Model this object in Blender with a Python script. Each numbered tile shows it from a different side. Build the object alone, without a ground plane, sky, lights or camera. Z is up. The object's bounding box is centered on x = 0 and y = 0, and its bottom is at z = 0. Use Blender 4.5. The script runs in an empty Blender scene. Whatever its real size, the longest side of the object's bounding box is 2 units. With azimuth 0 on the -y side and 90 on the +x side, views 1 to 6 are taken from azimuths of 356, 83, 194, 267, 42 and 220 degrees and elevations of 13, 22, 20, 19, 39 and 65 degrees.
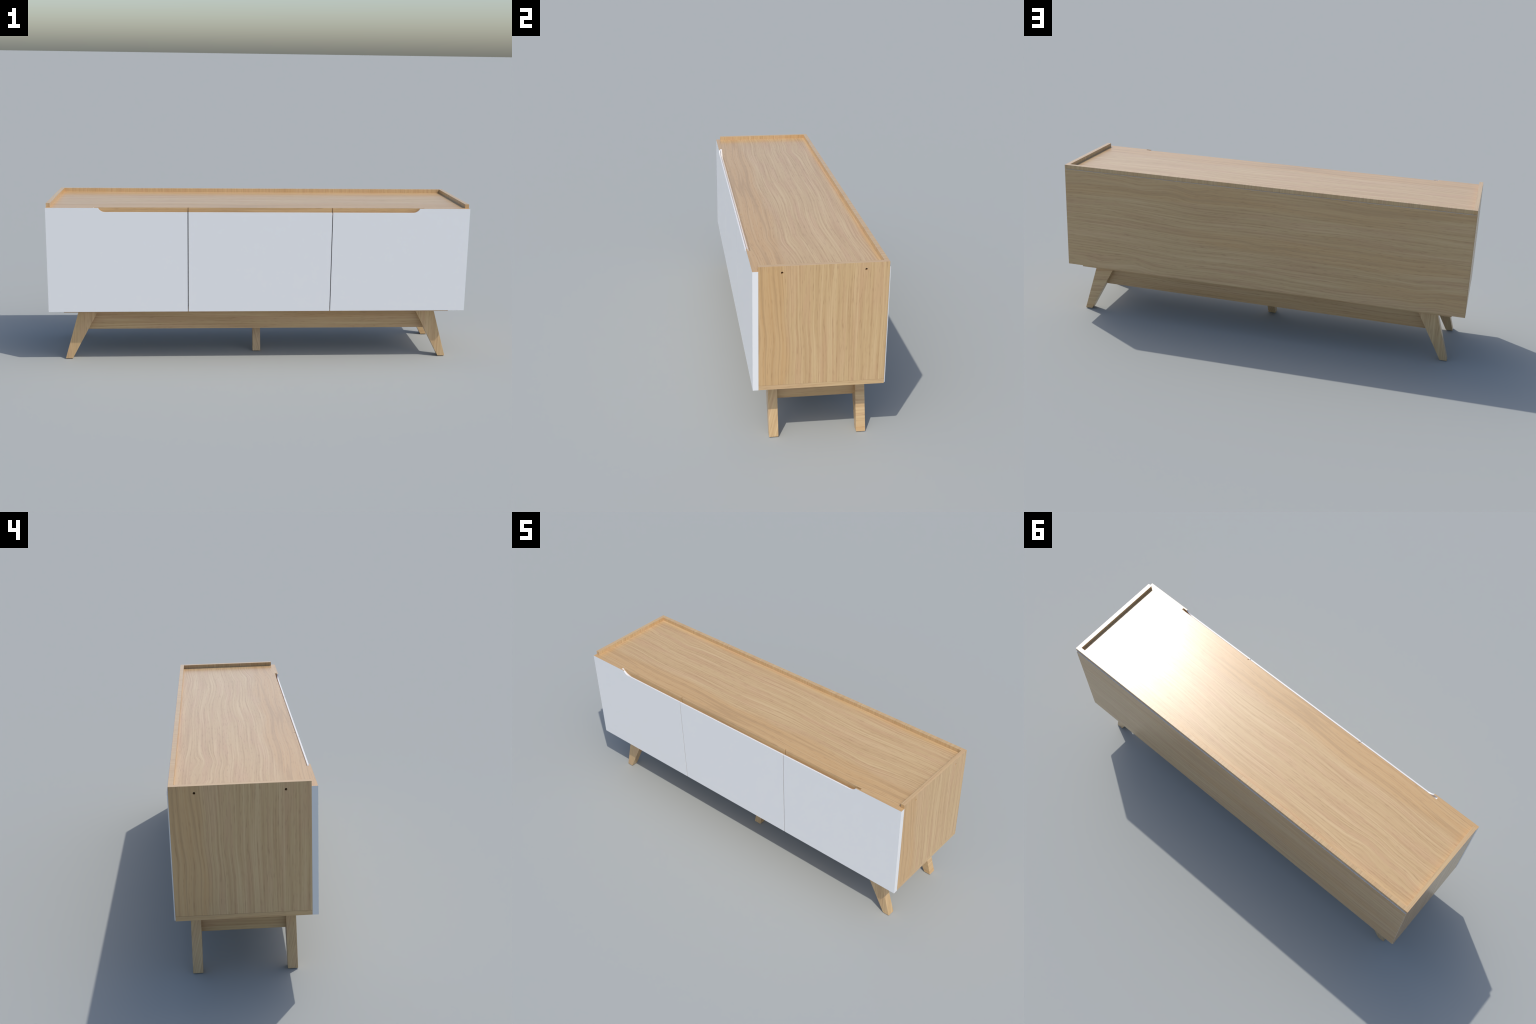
"""Oak-veneer sideboard: three white doors with a shared finger-pull cut-out,
a raised rim on three sides of the top, splayed legs on an apron frame."""
import bpy, bmesh, math
from mathutils import Vector, Matrix

# ----------------------------------------------------------------- sizes (m)
BOARD = 0.01875                     # panel thickness
HALF_W, DOOR_W = 0.9994, 1.0        # half width of carcass and of the door row
Y_DOOR, Y_CARC, Y_BACK, Y_REAR = -0.2630, -0.2405, 0.2590, 0.2630
Z_BASE, Z_TOP, Z_RIM = 0.25625, 0.75625, 0.7750
GAP_X, GAP = 0.3410, 0.0039         # door gap position and width
Z_PLATE = Z_BASE - BOARD            # underside of the frame plate
Z_APRON = 0.1392


# ----------------------------------------------------------------- node tools
class Nodes:
    def __init__(self, tree):
        self.t = tree

    def add(self, kind, **props):
        n = self.t.nodes.new(kind)
        for k, v in props.items():
            setattr(n, k, v)
        return n

    def link(self, a, b):
        if isinstance(a, (int, float)):
            b.default_value = a
        else:
            self.t.links.new(a, b)

    def math(self, op, a, b=0.0, c=None, clamp=False):
        n = self.add('ShaderNodeMath', operation=op, use_clamp=clamp)
        self.link(a, n.inputs[0])
        self.link(b, n.inputs[1])
        if c is not None:
            self.link(c, n.inputs[2])
        return n.outputs[0]

    def vec(self, x, y, z):
        n = self.add('ShaderNodeCombineXYZ')
        for i, s in enumerate((x, y, z)):
            self.link(s, n.inputs[i])
        return n.outputs[0]

    def noise(self, vector, scale=1.0, detail=2.0, rough=0.5, distort=0.0):
        n = self.add('ShaderNodeTexNoise')
        self.link(vector, n.inputs['Vector'])
        n.inputs['Scale'].default_value = scale
        n.inputs['Detail'].default_value = detail
        n.inputs['Roughness'].default_value = rough
        n.inputs['Distortion'].default_value = distort
        return n.outputs[0]

    def remap(self, v, a, b, c=0.0, d=1.0, smooth=True):
        n = self.add('ShaderNodeMapRange')
        n.interpolation_type = 'SMOOTHSTEP' if smooth else 'LINEAR'
        self.link(v, n.inputs['Value'])
        for k, s in (('From Min', a), ('From Max', b), ('To Min', c), ('To Max', d)):
            n.inputs[k].default_value = s
        return n.outputs[0]

    def mix(self, f, a, b, blend='MIX'):
        n = self.add('ShaderNodeMix', data_type='RGBA', blend_type=blend)
        self.link(f, n.inputs[0])
        for s, i in ((a, 6), (b, 7)):
            if isinstance(s, tuple):
                n.inputs[i].default_value = s + (1.0,)
            else:
                self.t.links.new(s, n.inputs[i])
        return n.outputs[2]


def srgb(r, g, b):
    f = lambda c: c / 12.92 if c <= 0.04045 else ((c + 0.055) / 1.055) ** 2.4
    return tuple(f(c / 255.0) for c in (r, g, b))


OAK_MID = srgb(200, 168, 123)
OAK_LIGHT = srgb(212, 183, 139)
OAK_DARK = srgb(180, 145, 102)
OAK_PINK = srgb(200, 164, 123)
OAK_HONEY = srgb(199, 160, 111)
OAK_MEAN = srgb(200, 167, 121)
OAK_PORE = srgb(158, 123, 86)


def oak_group():
    """Oak veneer figure: wavy growth streaks, pores, honey-coloured heart zone."""
    g = bpy.data.node_groups.new('oak_veneer', 'ShaderNodeTree')
    for nm in ('Along', 'Across', 'Heart', 'Wander', 'Contrast'):
        g.interface.new_socket(nm, in_out='INPUT', socket_type='NodeSocketFloat')
    g.interface.new_socket('Color', in_out='OUTPUT', socket_type='NodeSocketColor')
    g.interface.new_socket('Height', in_out='OUTPUT', socket_type='NodeSocketFloat')
    N = Nodes(g)
    gi, go = N.add('NodeGroupInput'), N.add('NodeGroupOutput')
    L, A, H, W, K = (gi.outputs[i] for i in range(5))
    M = N.math
    # gentle wander of the growth lines, tighter kinks only in a few places
    w1 = M('SUBTRACT', N.noise(N.vec(M('MULTIPLY', L, 1.3), M('MULTIPLY', A, 2.2), 3.1), detail=1.0), 0.5)
    w2 = M('SUBTRACT', N.noise(N.vec(M('MULTIPLY', L, 4.2), M('MULTIPLY', A, 7.5), 7.7), detail=0.0), 0.5)
    spot = N.remap(N.noise(N.vec(M('MULTIPLY', L, 1.9), M('MULTIPLY', A, 4.0), 31.0), detail=0.0), 0.55, 0.74)
    w = M('ADD', M('MULTIPLY', w1, 0.09), M('MULTIPLY', M('MULTIPLY', w2, 0.105), M('ADD', spot, 0.02)))
    Aw = M('ADD', A, M('MULTIPLY', w, W))
    # streaks of early and late wood, broken into dashes
    s1 = N.noise(N.vec(M('MULTIPLY', L, 1.9), M('MULTIPLY', Aw, 145.0), 1.0), detail=2.5, rough=0.58)
    s2 = N.noise(N.vec(M('MULTIPLY', L, 1.1), M('MULTIPLY', Aw, 42.0), 5.0), detail=1.0)
    s3 = N.noise(N.vec(M('MULTIPLY', L, 20.0), M('MULTIPLY', Aw, 235.0), 9.0), detail=2.0, rough=0.55)
    tone = N.noise(N.vec(M('MULTIPLY', L, 0.9), M('MULTIPLY', A, 5.0), 11.0), detail=2.0)
    patch = N.noise(N.vec(M('MULTIPLY', L, 3.0), M('MULTIPLY', Aw, 26.0), 21.0), detail=2.0)
    light = N.remap(s1, 0.50, 0.68)
    dark = N.remap(s1, 0.49, 0.33)
    col = N.mix(N.remap(patch, 0.42, 0.66), OAK_MID, OAK_PINK)
    col = N.mix(M('MULTIPLY', light, 0.75), col, OAK_LIGHT)
    col = N.mix(M('MULTIPLY', dark, 0.62), col, OAK_DARK)
    col = N.mix(M('MULTIPLY', N.remap(s2, 0.50, 0.70), 0.28), col, OAK_DARK)
    col = N.mix(M('MULTIPLY', N.remap(s2, 0.46, 0.28), 0.40), col, OAK_LIGHT)
    col = N.mix(M('MULTIPLY', N.remap(tone, 0.5, 0.72), 0.25), col, OAK_LIGHT)
    # heart zone: smoother, yellower, with a few long dark growth lines
    ring = N.noise(N.vec(M('MULTIPLY', L, 0.65), M('MULTIPLY', Aw, 26.0), 15.0), detail=1.0)
    line = M('SUBTRACT', 1.0, N.remap(M('ABSOLUTE', M('SUBTRACT', ring, 0.47)), 0.0, 0.06))
    line = M('MULTIPLY', line, N.remap(s1, 0.30, 0.50, 0.55, 1.0))
    heart = N.mix(M('MULTIPLY', N.remap(s1, 0.35, 0.68), 0.34), OAK_HONEY, OAK_LIGHT)
    heart = N.mix(M('MULTIPLY', N.remap(s2, 0.50, 0.70), 0.40), heart, OAK_DARK)
    heart = N.mix(M('MULTIPLY', line, 0.70), heart, OAK_DARK)
    col = N.mix(H, col, heart)
    # pores: short dark dashes that follow the streaks
    pore = M('MULTIPLY', N.remap(s3, 0.53, 0.70), N.remap(s1, 0.60, 0.42, 0.25, 1.0))
    col = N.mix(M('MULTIPLY', pore, 0.46), col, OAK_PORE)
    col = N.mix(K, OAK_MEAN, col)
    g.links.new(col, go.inputs[0])
    g.links.new(M('SUBTRACT', M('MULTIPLY', s1, 0.4), pore), go.inputs[1])
    return g


OAK = oak_group()
ROUGH = 0.27


def finish(m, N, color, rough, height=None):
    p = m.node_tree.nodes['Principled BSDF']
    if isinstance(color, tuple):
        p.inputs['Base Color'].default_value = color + (1.0,)
    else:
        N.t.links.new(color, p.inputs['Base Color'])
    p.inputs['Roughness'].default_value = rough
    p.inputs['IOR'].default_value = 1.5
    if height is not None:
        b = N.add('ShaderNodeBump')
        b.inputs['Strength'].default_value = 0.05
        b.inputs['Distance'].default_value = 0.0006
        N.t.links.new(height, b.inputs['Height'])
        N.t.links.new(b.outputs[0], p.inputs['Normal'])


def oak(name, along, across, shift=(0.0, 0.0), heart=None, wander=1.0, contrast=1.0, tone=1.0):
    """along / across: axis weights (x, y, z) of the grain frame in object space.
    heart: (from, to) of the honey zone in the across coordinate."""
    m = bpy.data.materials.new(name)
    m.use_nodes = True
    N = Nodes(m.node_tree)
    tc = N.add('ShaderNodeTexCoord')
    sx = N.add('ShaderNodeSeparateXYZ')
    m.node_tree.links.new(tc.outputs['Object'], sx.inputs[0])

    def axis(w, off):
        v = off
        for k in range(3):
            if w[k]:
                v = N.math('ADD', N.math('MULTIPLY', sx.outputs[k], w[k]), v)
        return v
    gl, ga = axis(along, 0.0), axis(across, 0.0)
    if heart:
        edge = N.math('ADD', ga, N.math('MULTIPLY', N.math('SUBTRACT', N.noise(
            N.vec(N.math('MULTIPLY', gl, 1.6), 0.0, 4.0), detail=2.0), 0.5), 0.16))
        hz = N.remap(edge, heart[0], heart[1])
    else:
        hz = N.remap(N.noise(N.vec(N.math('MULTIPLY', gl, 0.7), N.math('MULTIPLY', ga, 7.0), shift[0]), detail=1.0), 0.52, 0.66)
        hz = N.math('MULTIPLY', hz, 0.7)
    grp = N.add('ShaderNodeGroup')
    grp.node_tree = OAK
    N.link(N.math('ADD', gl, shift[0]), grp.inputs[0])
    N.link(N.math('ADD', ga, shift[1]), grp.inputs[1])
    N.link(hz, grp.inputs[2])
    grp.inputs[3].default_value = wander
    grp.inputs[4].default_value = contrast
    col = grp.outputs[0]
    if tone != 1.0:
        col = N.mix(1.0, col, (tone, tone * 0.985, tone * 0.96), 'MULTIPLY')
    finish(m, N, col, ROUGH, grp.outputs[1])
    return m


def plain(name, color, rough):
    m = bpy.data.materials.new(name)
    m.use_nodes = True
    N = Nodes(m.node_tree)
    tc = N.add('ShaderNodeTexCoord')
    n = N.noise(tc.outputs['Object'], scale=9.0, detail=2.0)
    dim = tuple(c * 0.997 for c in color)
    finish(m, N, N.mix(n, color, dim), rough)
    return m


M_TOP = oak('oak_table_top', (1, 0, 0), (0, 1, -1), (2.3, 0.76), heart=(-0.865, -0.905), contrast=0.88)
M_SIDE_R = oak('oak_side_vertical', (0, 0, 1), (1, 1, 0), (5.1, 0.3), heart=(0.875, 0.845), wander=0.45, contrast=0.92)
M_SIDE_L = oak('oak_side_vertical_mirrored', (0, 0, 1), (-1, -1, 0), (5.1, 0.3), heart=(0.87, 0.84), wander=0.45, contrast=0.92)
M_RIM_TOP = oak('oak_edge_band', (0, 1, 0), (1, 0, 0.3), (8.2, 0.4), wander=0.3, contrast=0.8)
M_RAIL = oak('oak_cross_grain', (0, 1, 1), (1, 0, 0), (1.7, 0.2), wander=0.5, contrast=0.7)
M_BACK = oak('oak_back_panel', (1, 0, 0), (0, 0, 1), (6.4, 0.9), wander=0.8, contrast=0.88)
M_BASE = oak('oak_base_edge', (0, 1, 0), (0.3, 0, 1), (3.3, 0.1), wander=0.3)
M_LONG = oak('oak_apron_long', (1, 0, 0), (0, 0.4, 1), (4.6, 0.35), wander=0.35, tone=0.88)
M_SHORT = oak('oak_apron_short', (0, 1, 0), (0.3, 0, 1), (9.3, 0.6), wander=0.3, tone=0.88)
M_LEG = oak('oak_leg_grain', (0.08, 0, 1), (1, 1, 0), (7.4, 0.2), wander=0.25)
M_LEG_X = oak('oak_leg_cross_grain', (1, 1, 0), (0.1, 0, 1), (2.9, 0.5), wander=0.25)
M_WHITE = plain('white_lacquer', srgb(229, 229, 229), 0.36)
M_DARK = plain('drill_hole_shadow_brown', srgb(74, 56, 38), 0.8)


# ----------------------------------------------------------------- mesh tools
ROOT = bpy.data.objects.new('sideboard', None)
bpy.context.scene.collection.objects.link(ROOT)
ROOT.empty_display_size = 0.2
ROOT['label'] = 'long low oak sideboard with three white doors and splayed legs'
ROOT['category'] = 'sideboard'


def make(name, bm, mats, parent=ROOT):
    bmesh.ops.recalc_face_normals(bm, faces=bm.faces)
    me = bpy.data.meshes.new(name)
    bm.to_mesh(me)
    bm.free()
    for m in mats:
        me.materials.append(m)
    ob = bpy.data.objects.new(name, me)
    bpy.context.scene.collection.objects.link(ob)
    ob.parent = parent
    return ob


def prism(bm, a, b, slot=0):
    """Solid between two parallel loops of points."""
    va = [bm.verts.new(p) for p in a]
    vb = [bm.verts.new(p) for p in b]
    fs = [bm.faces.new(va), bm.faces.new(vb[::-1])]
    n = len(a)
    for i in range(n):
        j = (i + 1) % n
        fs.append(bm.faces.new((va[j], va[i], vb[i], vb[j])))
    for f in fs:
        f.material_index = slot
    return fs


def box(bm, x0, x1, y0, y1, z0, z1, slot=0):
    lo = [(x0, y0, z0), (x1, y0, z0), (x1, y1, z0), (x0, y1, z0)]
    return prism(bm, lo, [(x, y, z1) for x, y, _ in lo], slot)


def soften(bm, width=0.0008):
    bmesh.ops.bevel(bm, geom=[e for e in bm.edges], offset=width, segments=1,
                    affect='EDGES', profile=0.5)


def board(name, x0, x1, y0, y1, z0, z1, mats, bevel=0.0, pick=None):
    bm = bmesh.new()
    box(bm, x0, x1, y0, y1, z0, z1)
    bmesh.ops.recalc_face_normals(bm, faces=bm.faces)
    if bevel:
        soften(bm, bevel)
    if pick:
        for f in bm.faces:
            f.material_index = pick(f.normal)
    return make(name, bm, mats)


# ----------------------------------------------------------------- carcass
def side_panel(sign):
    """Upright end panel that rises past the top as a rim; two drilled holes."""
    xo, xi = sign * HALF_W, sign * (HALF_W - BOARD)
    z0, z1 = Z_BASE + BOARD, Z_RIM
    holes = [(-0.1508, 0.7480), (0.1690, 0.7480)]
    r, depth, n = 0.0046, 0.0150, 20
    bm = bmesh.new()
    # outer skin: strips around two square cells, each cell with a round hole
    ys = [Y_CARC] + [v for c in holes for v in (c[0] - 0.012, c[0] + 0.012)] + [Y_BACK]
    zs = [z0, holes[0][1] - 0.012, holes[0][1] + 0.012, z1]
    for i in range(5):
        for j in range(3):
            ya, yb, za, zb = ys[i], ys[i + 1], zs[j], zs[j + 1]
            if j == 1 and i in (1, 3):
                cy, cz = holes[i // 2]
                ring, sq = [], []
                for k in range(n):
                    t = 2 * math.pi * (k + 0.5) / n
                    c, s = math.cos(t), math.sin(t)
                    ring.append((cy + r * c, cz + r * s))
                    q = 0.012 / max(abs(c), abs(s))
                    sq.append((cy + q * c, cz + q * s))
                vr = [bm.verts.new((xo, *p)) for p in ring]
                vs = [bm.verts.new((xo, *p)) for p in sq]
                vd = [bm.verts.new((xo - sign * depth, *p)) for p in ring]
                for k in range(n):
                    q = (k + 1) % n
                    bm.faces.new((vr[k], vr[q], vs[q], vs[k]))
                    bm.faces.new((vr[q], vr[k], vd[k], vd[q]))
                # square corners left by the radial fan
                for sy in (-1, 1):
                    for sz in (-1, 1):
                        near = sorted(vs, key=lambda v: (v.co.y - cy - sy * 0.012) ** 2 + (v.co.z - cz - sz * 0.012) ** 2)[:2]
                        if abs(near[0].co.y - near[1].co.y) > 1e-6 and abs(near[0].co.z - near[1].co.z) > 1e-6:
                            bm.faces.new((near[0], near[1], bm.verts.new((xo, cy + sy * 0.012, cz + sz * 0.012))))
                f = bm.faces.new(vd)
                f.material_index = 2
            else:
                bm.faces.new([bm.verts.new((xo, y, z)) for y, z in ((ya, za), (yb, za), (yb, zb), (ya, zb))])
    # other five faces
    def quad(*pts, slot=0):
        bm.faces.new([bm.verts.new(p) for p in pts]).material_index = slot
    a, b = Y_CARC, Y_BACK
    quad((xi, a, z0), (xi, b, z0), (xi, b, z1), (xi, a, z1))
    quad((xo, a, z0), (xi, a, z0), (xi, a, z1), (xo, a, z1))
    quad((xo, b, z0), (xi, b, z0), (xi, b, z1), (xo, b, z1))
    quad((xo, a, z1), (xi, a, z1), (xi, b, z1), (xo, b, z1), slot=1)
    quad((xo, a, z0), (xi, a, z0), (xi, b, z0), (xo, b, z0))
    bmesh.ops.remove_doubles(bm, verts=bm.verts, dist=1e-6)
    # open T-junction seams keep the skin planar; orient by hand below
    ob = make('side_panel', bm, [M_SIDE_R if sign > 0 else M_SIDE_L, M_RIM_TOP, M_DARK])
    return ob


for sg in (-1, 1):
    side_panel(sg)

XI = HALF_W - BOARD
board('table_top', -XI, XI, Y_CARC, Y_BACK, Z_TOP - BOARD, Z_TOP, [M_TOP])
board('back_rim', -XI, XI, Y_BACK - BOARD, Y_BACK, Z_TOP, Z_RIM, [M_RAIL])
board('base_board', -HALF_W, HALF_W, Y_CARC, Y_BACK, Z_BASE, Z_BASE + BOARD - 0.0006, [M_BASE])
for sg in (-1, 1):
    board('divider_panel', sg * GAP_X - BOARD / 2, sg * GAP_X + BOARD / 2,
          Y_CARC + 0.030, Y_BACK - 0.001, Z_BASE + BOARD, Z_TOP - BOARD, [M_BACK])
board('back_panel', -0.9965, 0.9965, Y_BACK, Y_REAR, Z_BASE + 0.002, Z_TOP - 0.0018,
      [M_WHITE, M_BACK], pick=lambda n: 1 if n.y > 0.5 else 0)


# ----------------------------------------------------------------- doors
Y_LIP, Y_SLOT = -0.2568, -0.2466    # back of front lip, back of finger slot
Z_LIP, Z_SLOT = 0.7366, 0.7250      # lip height in the cut-out, slot floor
X_CUT0, X_CUT1, X_SLOT0, X_SLOT = 0.7270, 0.7577, 0.7040, 0.7800


def swept(x, xa, xb, low):
    """Flat bottom that sweeps up in an arc to full height between xa and xb."""
    a = abs(x)
    if a >= xb - 1e-9:
        return Z_TOP
    if a <= xa:
        return low
    rise, run = Z_TOP - low, xb - xa
    R = (run * run + rise * rise) / (2 * rise)
    return low + R - math.sqrt(R * R - (a - xa) ** 2)


def lip_height(x):
    return swept(x, X_CUT0, X_CUT1, Z_LIP)


def slot_floor(x):
    return swept(x, X_SLOT0, X_SLOT, Z_SLOT)


def door(x0, x1, slot_mat):
    """slots: 0 white lacquer, 1 oak top face, 2 inner slot walls."""
    cuts = {x0, x1}
    for s in (-1, 1):
        for k in range(13):
            cuts.add(s * (X_CUT0 + (X_CUT1 - X_CUT0) * k / 12))
            cuts.add(s * (X_SLOT0 + (X_SLOT - X_SLOT0) * k / 12))
    xs = sorted(c for c in cuts if x0 <= c <= x1)
    bm = bmesh.new()

    def face(pts, slot):
        f = bm.faces.new([bm.verts.new(p) for p in pts])
        f.material_index = slot

    def wall(pts, slot):
        keep = [p for i, p in enumerate(pts) if (Vector(p) - Vector(pts[i - 1])).length > 1e-7]
        if len(keep) > 2:
            face(keep, slot)
    z0 = Z_BASE
    for a, b in zip(xs, xs[1:]):
        ha, hb = lip_height(a), lip_height(b)
        pocket = abs((a + b) / 2) < X_SLOT
        fa, fb = slot_floor(a), slot_floor(b)
        arc = max(fa, fb) > Z_SLOT + 1e-6
        face([(a, Y_DOOR, z0), (b, Y_DOOR, z0), (b, Y_DOOR, hb), (a, Y_DOOR, ha)], 0)
        full = min(ha, hb) >= Z_TOP - 1e-6
        face([(a, Y_DOOR, ha), (b, Y_DOOR, hb), (b, Y_LIP, hb), (a, Y_LIP, ha)], 1 if full else 0)
        face([(a, Y_LIP, fa), (b, Y_LIP, fb), (b, Y_SLOT, fb), (a, Y_SLOT, fa)],
             (2 if arc else 0) if pocket else 1)
        face([(a, Y_SLOT, Z_TOP), (b, Y_SLOT, Z_TOP), (b, Y_CARC, Z_TOP), (a, Y_CARC, Z_TOP)], 1)
        if pocket:
            wall([(b, Y_LIP, fb), (a, Y_LIP, fa), (a, Y_LIP, ha), (b, Y_LIP, hb)], 2)
            wall([(a, Y_SLOT, fa), (b, Y_SLOT, fb), (b, Y_SLOT, Z_TOP), (a, Y_SLOT, Z_TOP)], 1)
        face([(b, Y_CARC, z0), (a, Y_CARC, z0), (a, Y_CARC, Z_TOP), (b, Y_CARC, Z_TOP)], 0)
        face([(a, Y_CARC, z0), (b, Y_CARC, z0), (b, Y_DOOR, z0), (a, Y_DOOR, z0)], 0)
    for e in (x0, x1):
        h = lip_height(e)
        inside = abs(e) < X_SLOT
        face([(e, Y_DOOR, z0), (e, Y_CARC, z0), (e, Y_CARC, Z_SLOT), (e, Y_DOOR, Z_SLOT)], 0)
        face([(e, Y_DOOR, Z_SLOT), (e, Y_LIP, Z_SLOT), (e, Y_LIP, h), (e, Y_DOOR, h)], 0)
        if not inside:
            face([(e, Y_LIP, Z_SLOT), (e, Y_SLOT, Z_SLOT), (e, Y_SLOT, Z_TOP), (e, Y_LIP, Z_TOP)], 0)
        face([(e, Y_SLOT, Z_SLOT), (e, Y_CARC, Z_SLOT), (e, Y_CARC, Z_TOP), (e, Y_SLOT, Z_TOP)], 1 if inside else 0)
    bmesh.ops.remove_doubles(bm, verts=bm.verts, dist=1e-6)
    return make('door', bm, [M_WHITE, M_TOP, slot_mat])


door(-DOOR_W, -GAP_X - GAP / 2, M_WHITE)
door(-GAP_X + GAP / 2, GAP_X - GAP / 2, M_WHITE)
door(GAP_X + GAP / 2, DOOR_W, M_TOP)

# ----------------------------------------------------------------- base frame
board('frame_plate', -0.9375, 0.9375, -0.2095, 0.2280, Z_PLATE, Z_BASE - 0.0003, [M_LONG], bevel=0.0006)

LEG_FOOT_OUT, LEG_FOOT_IN, LEG_TOP_OUT, LEG_TOP_IN = 0.9383, 0.9035, 0.8700, 0.7775
FRONT_LEG, REAR_LEG = (-0.1905, -0.1520), (0.1700, 0.2085)


def leg_solid(name, mat, place):
    """Tapering splayed leg; place(across, side, z) puts the profile in space."""
    prof = [(LEG_FOOT_IN, 0.0), (LEG_FOOT_OUT, 0.0), (LEG_TOP_OUT, Z_PLATE), (LEG_TOP_IN, Z_PLATE)]
    bm = bmesh.new()
    prism(bm, [place(x, 0, z) for x, z in prof], [place(x, 1, z) for x, z in prof])
    bmesh.ops.recalc_face_normals(bm, faces=bm.faces)
    soften(bm, 0.0006)
    return make(name, bm, [mat])


for sg in (-1, 1):
    for ys in (FRONT_LEG, REAR_LEG):
        leg_solid('leg', M_LEG_X if sg > 0 and ys is REAR_LEG else M_LEG,
                  lambda x, k, z: (sg * x, ys[k], z))
# the same leg, turned to splay forwards, carries the middle of the frame
leg_solid('support_leg', M_LEG, lambda x, k, z: ((k - 0.5) * 0.0385, LEG_FOOT_OUT - 0.0927 - x, z))


def inner_edge(z):
    return LEG_FOOT_IN + (LEG_TOP_IN - LEG_FOOT_IN) * z / Z_PLATE


def long_apron(y0, y1):
    """Rail between the legs, ends cut to the slope of the legs."""
    e0, e1 = inner_edge(Z_APRON) + 0.004, inner_edge(Z_PLATE) + 0.004
    prof = [(-e0, Z_APRON), (e0, Z_APRON), (e1, Z_PLATE), (-e1, Z_PLATE)]
    bm = bmesh.new()
    prism(bm, [(x, y0, z) for x, z in prof], [(x, y1, z) for x, z in prof])
    return make('apron', bm, [M_LONG])


def short_apron(sign):
    """Upright side rail between front and rear leg, behind their outer faces."""
    xa, xb = 0.8645 - BOARD, 0.8645
    prof = [(xa, Z_APRON - 0.002), (xb, Z_APRON - 0.002), (xb, Z_PLATE), (xa, Z_PLATE)]
    y0, y1 = FRONT_LEG[1] - 0.004, REAR_LEG[0] + 0.004
    bm = bmesh.new()
    prism(bm, [(sign * x, y0, z) for x, z in prof], [(sign * x, y1, z) for x, z in prof])
    return make('apron', bm, [M_SHORT])


SET = 0.0345
long_apron(FRONT_LEG[0] + SET, FRONT_LEG[0] + SET + BOARD)
long_apron(REAR_LEG[1] - SET - BOARD, REAR_LEG[1] - SET)
for sg in (-1, 1):
    short_apron(sg)
